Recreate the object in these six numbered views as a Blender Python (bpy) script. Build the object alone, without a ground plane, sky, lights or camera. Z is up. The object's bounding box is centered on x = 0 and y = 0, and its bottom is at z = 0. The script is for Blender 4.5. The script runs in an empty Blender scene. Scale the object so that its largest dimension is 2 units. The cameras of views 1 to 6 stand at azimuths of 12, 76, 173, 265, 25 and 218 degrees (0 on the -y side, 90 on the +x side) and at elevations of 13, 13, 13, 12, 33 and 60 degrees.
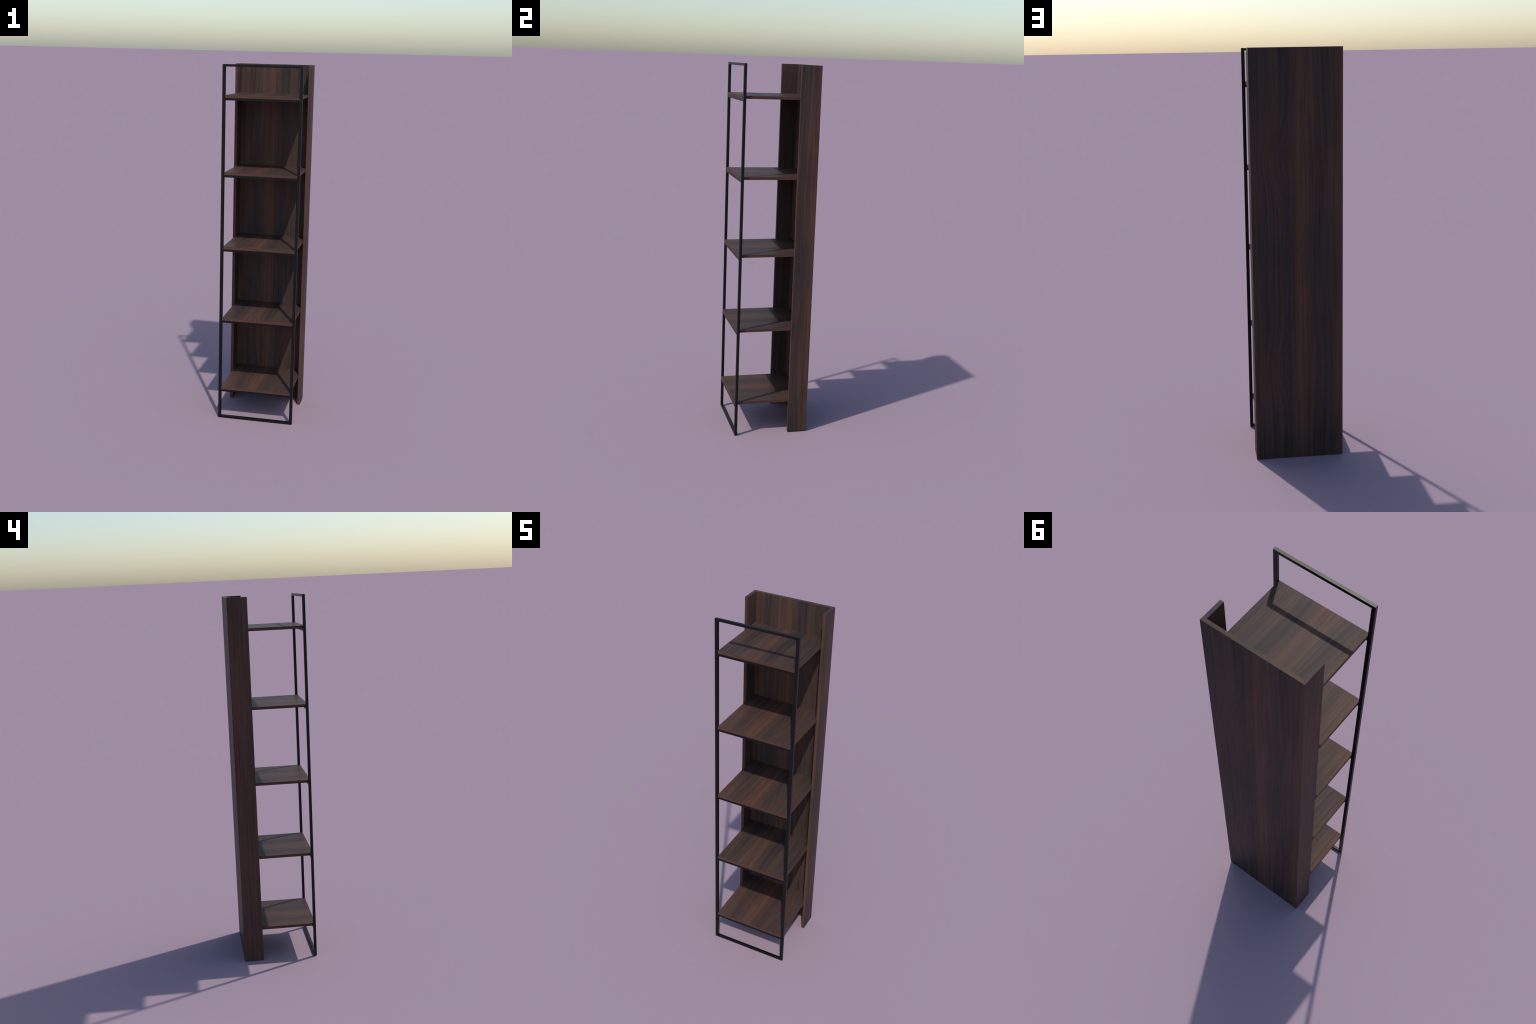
# Tall narrow open bookshelf: a U-shaped walnut shell (mitred back panel and two
# shallow side panels), five walnut shelves, and a slim black steel frame in front.
import bpy, bmesh, math
from mathutils import Vector

# ------------------------------------------------------------------ dimensions
HALF_W   = 0.2164      # half of the overall width (x)
HALF_D   = 0.2034      # half of the overall depth (y), -y is the front
HEIGHT   = 2.0
BOARD    = 0.0165      # thickness of back and side panels
SIDE_Y   = 0.0968      # y of the side panels' front edge
POST_W   = 0.0165      # steel post, width along x
TUBE     = 0.0143      # depth of the steel sections along y
RAIL_H   = 0.0128      # height of the top and floor rails
SHELF_T  = 0.0152      # shelf thickness
BAR_T    = 0.0126      # bar under each shelf's front edge
SHELF_TOPS = [1.8392, 1.4266, 1.0139, 0.6012, 0.1882]
EDGE     = 0.0010      # eased edges

GRAIN_PERIOD = 1.0     # figure of the veneer repeats along the grain


# ------------------------------------------------------------------ materials
def wood_group():
    """Veneer colour from two lengths: Across (over the leaf width) and Along (the grain)."""
    g = bpy.data.node_groups.new("walnut_veneer", "ShaderNodeTree")
    g.interface.new_socket("Across", in_out='INPUT', socket_type='NodeSocketFloat')
    g.interface.new_socket("Along", in_out='INPUT', socket_type='NodeSocketFloat')
    g.interface.new_socket("Color", in_out='OUTPUT', socket_type='NodeSocketColor')
    g.interface.new_socket("Grain", in_out='OUTPUT', socket_type='NodeSocketFloat')
    N, L = g.nodes, g.links
    gi = N.new("NodeGroupInput"); go = N.new("NodeGroupOutput")

    def val(sock, x):
        if isinstance(x, (int, float)):
            sock.default_value = x
        else:
            L.new(x, sock)

    def m(op, a, b=0.0, c=None, clamp=False):
        n = N.new("ShaderNodeMath"); n.operation = op; n.use_clamp = clamp
        val(n.inputs[0], a); val(n.inputs[1], b)
        if c is not None:
            val(n.inputs[2], c)
        return n.outputs[0]

    def vec(x, y, z):
        n = N.new("ShaderNodeCombineXYZ")
        val(n.inputs[0], x); val(n.inputs[1], y); val(n.inputs[2], z)
        return n.outputs[0]

    def noise(v, scale, detail=2.0, rough=0.5):
        n = N.new("ShaderNodeTexNoise")
        n.inputs["Scale"].default_value = scale
        n.inputs["Detail"].default_value = detail
        n.inputs["Roughness"].default_value = rough
        L.new(v, n.inputs["Vector"])
        return n.outputs["Fac"]

    def ramp(fac, stops, interp='EASE'):
        n = N.new("ShaderNodeValToRGB"); cr = n.color_ramp; cr.interpolation = interp
        while len(cr.elements) < len(stops):
            cr.elements.new(0.5)
        for e, (p, c) in zip(cr.elements, stops):
            e.position = p
            e.color = (c, c, c, 1) if isinstance(c, float) else (*c, 1)
        L.new(fac, n.inputs[0])
        return n.outputs[0]

    def mix(fac, a, b, blend='MIX'):
        n = N.new("ShaderNodeMix"); n.data_type = 'RGBA'; n.blend_type = blend
        val(n.inputs[0], fac)
        for s, x in ((n.inputs[6], a), (n.inputs[7], b)):
            if isinstance(x, tuple):
                s.default_value = (*x, 1)
            else:
                L.new(x, s)
        return n.outputs[2]

    a, b = gi.outputs["Across"], gi.outputs["Along"]
    ang = m('MULTIPLY', b, 2 * math.pi / GRAIN_PERIOD)
    p = m('MULTIPLY_ADD', m('COSINE', ang), 0.5, 0.5)          # 1 at the eye of the figure
    p2 = m('POWER', p, 6.0)

    # cathedral figure: half an eye opening to +across beside the heart line
    heart = 0.047
    d = m('SUBTRACT', a, heart)
    dpos = m('MAXIMUM', d, 0.0)
    bow = m('MULTIPLY', m('MULTIPLY', p2, 0.085),
            m('POWER', 2.718, m('MULTIPLY', dpos, -13.0)))
    onpos = m('GREATER_THAN', d, 0.0)
    # mild lean of the stripes on the other side
    dneg = m('ADD', a, 0.115)
    lean = m('MULTIPLY', m('MULTIPLY', p, 0.016),
             m('POWER', 2.718, m('MULTIPLY', m('MULTIPLY', dneg, dneg), -400.0)))
    wob = m('MULTIPLY', m('SUBTRACT', noise(vec(m('MULTIPLY', a, 8.0), m('MULTIPLY', b, 3.0), 0.3), 1.0, 2.0), 0.5), 0.018)
    g1 = m('SUBTRACT', a, m('MULTIPLY', bow, onpos))
    g1 = m('ADD', m('ADD', g1, lean), wob)

    # broad bands over the veneer leaf: 0 = blue-grey heartwood, 1 = red-brown
    soft = m('ADD', g1, m('MULTIPLY', m('MULTIPLY', bow, onpos), 0.88))
    t = m('MULTIPLY_ADD', soft, 1.0 / 0.52, 0.5)
    band = ramp(t, [(0.00, 0.85), (0.10, 0.95), (0.16, 0.60), (0.22, 0.55), (0.27, 0.30),
                    (0.34, 0.38), (0.40, 0.65), (0.475, 1.0), (0.515, 0.75), (0.55, 0.50),
                    (0.585, 0.20), (0.62, 0.22), (0.68, 0.48), (0.80, 0.40), (0.90, 0.34), (1.0, 0.35)])
    # along-grain drift between greyer and redder stretches
    drift = m('MULTIPLY', m('SUBTRACT', p, 0.5), 0.30)
    drift2 = m('MULTIPLY', m('SUBTRACT', noise(vec(m('MULTIPLY', g1, 10.0), m('MULTIPLY', b, 4.0), 4.1), 1.0, 2.0), 0.5), 0.7)
    red = m('ADD', m('ADD', band, drift), drift2, clamp=True)

    # growth lines (crisp, follow the figure) and pores (very fine streaks)
    lines = noise(vec(m('MULTIPLY', g1, 120.0), m('MULTIPLY', b, 1.2), 2.0), 1.0, 3.0, 0.6)
    mid = noise(vec(m('MULTIPLY', g1, 55.0), m('MULTIPLY', b, 1.0), 7.0), 1.0, 2.0, 0.5)
    pores = noise(vec(m('MULTIPLY', a, 700.0), m('MULTIPLY', b, 14.0), 5.0), 1.0, 2.0, 0.6)
    amber = ramp(noise(vec(m('MULTIPLY', g1, 26.0), m('MULTIPLY', b, 1.6), 9.0), 1.0, 2.0), [(0.42, 0.0), (0.68, 1.0)])

    # late-wood contours: thin dark lines where a slow field crosses its mean
    ring_n = noise(vec(m('MULTIPLY', g1, 46.0), m('MULTIPLY', b, 1.3), 12.0), 1.0, 1.0, 0.4)
    rings = ramp(m('ABSOLUTE', m('SUBTRACT', ring_n, 0.5)), [(0.0, 1.0), (0.07, 0.0)])

    base = ramp(red, [(0.0, (0.0355, 0.0285, 0.0285)), (0.35, (0.0535, 0.0348, 0.0330)),
                      (0.7, (0.0760, 0.0425, 0.0348)), (1.0, (0.0960, 0.0485, 0.0355))], 'LINEAR')
    base = mix(m('MULTIPLY', amber, 0.38), base, (0.0700, 0.0455, 0.0285))
    k = m('ADD', m('MULTIPLY', m('SUBTRACT', lines, 0.5), 0.85), m('MULTIPLY', m('SUBTRACT', mid, 0.5), 0.52))
    k = m('ADD', k, m('MULTIPLY', m('SUBTRACT', pores, 0.5), 0.35))
    k = m('SUBTRACT', k, m('MULTIPLY', rings, 0.17))
    k = m('MAXIMUM', m('ADD', k, 1.0), 0.45)
    col = mix(1.0, base, vec(k, k, k), 'MULTIPLY')
    L.new(col, go.inputs["Color"])
    L.new(m('ADD', m('MULTIPLY', lines, 0.5), m('MULTIPLY', pores, 0.5)), go.inputs["Grain"])
    return g


WOOD = wood_group()


def wood(name, across, along, a_off=0.0, b_off=0.0, a_scale=1.0, b_scale=1.0):
    """Veneer laid with its width on one object axis and its grain on another."""
    mat = bpy.data.materials.new(name); mat.use_nodes = True
    N, L = mat.node_tree.nodes, mat.node_tree.links
    bsdf = N["Principled BSDF"]
    tc = N.new("ShaderNodeTexCoord"); sep = N.new("ShaderNodeSeparateXYZ")
    L.new(tc.outputs["Object"], sep.inputs[0])
    grp = N.new("ShaderNodeGroup"); grp.node_tree = WOOD
    for axis, off, sc, sock in ((across, a_off, a_scale, "Across"), (along, b_off, b_scale, "Along")):
        n = N.new("ShaderNodeMath"); n.operation = 'MULTIPLY_ADD'
        L.new(sep.outputs["xyz".index(axis)], n.inputs[0])
        n.inputs[1].default_value = sc; n.inputs[2].default_value = off
        L.new(n.outputs[0], grp.inputs[sock])
    L.new(grp.outputs["Color"], bsdf.inputs["Base Color"])
    bump = N.new("ShaderNodeBump"); bump.inputs["Strength"].default_value = 0.06
    bump.inputs["Distance"].default_value = 0.001
    L.new(grp.outputs["Grain"], bump.inputs["Height"])
    L.new(bump.outputs[0], bsdf.inputs["Normal"])
    bsdf.inputs["Roughness"].default_value = 0.50
    bsdf.inputs["Specular IOR Level"].default_value = 0.085
    return mat


def steel(name):
    mat = bpy.data.materials.new(name); mat.use_nodes = True
    N, L = mat.node_tree.nodes, mat.node_tree.links
    bsdf = N["Principled BSDF"]
    tc = N.new("ShaderNodeTexCoord"); nz = N.new("ShaderNodeTexNoise")
    nz.inputs["Scale"].default_value = 40.0; nz.inputs["Detail"].default_value = 3.0
    L.new(tc.outputs["Object"], nz.inputs["Vector"])
    r = N.new("ShaderNodeMapRange"); r.inputs["To Min"].default_value = 0.39; r.inputs["To Max"].default_value = 0.45
    L.new(nz.outputs["Fac"], r.inputs["Value"]); L.new(r.outputs[0], bsdf.inputs["Roughness"])
    cr = N.new("ShaderNodeValToRGB")
    cr.color_ramp.elements[0].color = (0.0030, 0.0030, 0.0031, 1)
    cr.color_ramp.elements[1].color = (0.0042, 0.0042, 0.0043, 1)
    L.new(nz.outputs["Fac"], cr.inputs[0]); L.new(cr.outputs[0], bsdf.inputs["Base Color"])
    bsdf.inputs["Specular IOR Level"].default_value = 0.25
    return mat


STEEL = steel("black_powder_coated_steel")
EYE_Z = 1.48           # height of the eye of the back panel's figure
MAT_BACK  = wood("walnut_back",  'x', 'z', 0.0, -EYE_Z)
MAT_RIGHT = wood("walnut_side_grey_to_red", 'y', 'z', -0.222, -EYE_Z + 0.1)
MAT_LEFT  = wood("walnut_side_striped", 'y', 'z', -0.365, -EYE_Z - 0.2, -1.0)
MAT_INNER = wood("walnut_side_inner", 'y', 'z', 0.0, -EYE_Z + 0.45)
MAT_EDGE_V = wood("walnut_edge_upright", 'x', 'z', -0.215, -0.3)
MAT_EDGE_X = wood("walnut_edge_lengthwise", 'y', 'x', -0.35, 0.2, 1.0)
MAT_EDGE_Y = wood("walnut_edge_crosswise", 'y', 'x', -0.03, 0.4, 2.0)
MAT_EDGE_F = wood("walnut_shelf_front_edge", 'z', 'x', -0.02, 0.1)
MAT_EDGE_S = wood("walnut_shelf_side_edge", 'z', 'y', -0.02, 0.3)
# where along the figure each shelf was cut (top shelf first)
SHELF_CUT = [0.42, 0.00, 0.17, 0.40, -0.02]
MAT_SHELF = [wood("walnut_shelf", 'x', 'y', 0.0, c) for c in SHELF_CUT]


# ------------------------------------------------------------------ geometry
def make(name, bm, mats, parent, loc=(0, 0, 0)):
    me = bpy.data.meshes.new(name)
    bm.normal_update(); bm.to_mesh(me); bm.free()
    for mt in mats:
        me.materials.append(mt)
    ob = bpy.data.objects.new(name, me)
    bpy.context.scene.collection.objects.link(ob)
    ob.parent = parent; ob.location = loc
    return ob


def prism(bm, outline, z0, z1):
    """Upright prism over an xy outline (counter-clockwise)."""
    lo = [bm.verts.new((x, y, z0)) for x, y in outline]
    hi = [bm.verts.new((x, y, z1)) for x, y in outline]
    n = len(outline)
    bm.faces.new(lo[::-1]); bm.faces.new(hi)
    for i in range(n):
        bm.faces.new((lo[i], lo[(i + 1) % n], hi[(i + 1) % n], hi[i]))
    bm.normal_update()


def rect(hx, hy):
    return [(-hx, -hy), (hx, -hy), (hx, hy), (-hx, hy)]


def ease(bm, width, keep=lambda e: True):
    """Round over the edges that pass the test."""
    bmesh.ops.bevel(bm, geom=[e for e in bm.edges if keep(e)], offset=width,
                    segments=2, profile=0.5, affect='EDGES', clamp_overlap=True)


def slot_by_facing(bm, rule):
    bm.normal_update()
    for f in bm.faces:
        n = f.normal
        k = max(range(3), key=lambda i: abs(n[i]))
        f.material_index = rule(k, n[k] > 0)


root = bpy.data.objects.new("bookshelf", None)
bpy.context.scene.collection.objects.link(root)
root["label"] = "tall narrow dark walnut bookshelf with black metal frame"
root["category"] = "bookshelf"

W, D, T = HALF_W, HALF_D, BOARD

# back panel, mitred into the sides
bm = bmesh.new()
prism(bm, [(-W + T, D - T), (W - T, D - T), (W, D), (-W, D)], 0.0, HEIGHT)
ease(bm, EDGE, lambda e: abs((e.verts[0].co - e.verts[1].co).x) > 2 * (W - T) - 0.01)
slot_by_facing(bm, lambda k, pos: 1 if k == 2 else 0)
make("back_panel", bm, [MAT_BACK, MAT_EDGE_X], root)

# side panels
for side, face_mat in ((1, MAT_RIGHT), (-1, MAT_LEFT)):
    bm = bmesh.new()
    o = [(side * (W - T), D - T), (side * (W - T), SIDE_Y), (side * W, SIDE_Y), (side * W, D)]
    prism(bm, o if side > 0 else o[::-1], 0.0, HEIGHT)
    ease(bm, EDGE, lambda e: min(v.co.y for v in e.verts) < SIDE_Y + 1e-4)
    slot_by_facing(bm, lambda k, pos: (1, 2)[k == 2] if k else (0 if pos == (side > 0) else 3))
    make("side_panel", bm, [face_mat, MAT_EDGE_V, MAT_EDGE_Y, MAT_INNER], root)

# shelves: between the side panels, from the back panel to the front of the frame
y0, y1 = -D, D - T
inner = W - T
for z, mat in zip(SHELF_TOPS, MAT_SHELF):
    bm = bmesh.new()
    prism(bm, rect(inner, (y1 - y0) / 2), -SHELF_T, 0.0)
    ease(bm, EDGE * 0.8)
    slot_by_facing(bm, lambda k, pos: (2, 1, 0)[k])
    make("shelf", bm, [mat, MAT_EDGE_F, MAT_EDGE_S], root, (0, (y0 + y1) / 2, z))

# steel frame: two posts, a rail at the top and at the floor, a bar under each shelf
half = TUBE / 2
yc = -D + half
bm = bmesh.new(); prism(bm, rect(POST_W / 2, half), 0.0, HEIGHT); ease(bm, EDGE)
post = make("post", bm, [STEEL], root, (W - POST_W / 2, yc, 0))
twin = post.copy(); twin.location.x = -(W - POST_W / 2)
bpy.context.scene.collection.objects.link(twin)

span = W - POST_W


def rail(name, h, z):
    """Square bar between the posts; z is its underside."""
    bm = bmesh.new(); prism(bm, rect(span + 0.0008, half - 0.0001), 0.0, h)
    ease(bm, EDGE * 0.8, lambda e: abs((e.verts[0].co - e.verts[1].co).x) > 0.1)
    return make(name, bm, [STEEL], root, (0, yc, z))


rail("rail", RAIL_H, HEIGHT - RAIL_H - 0.0001)
rail("rail", RAIL_H, 0.0001)
bar = None
for z in SHELF_TOPS:
    zb = z - SHELF_T - BAR_T
    if bar is None:
        bar = rail("shelf_bar", BAR_T, zb)
    else:
        b2 = bar.copy(); b2.location.z = zb
        bpy.context.scene.collection.objects.link(b2)
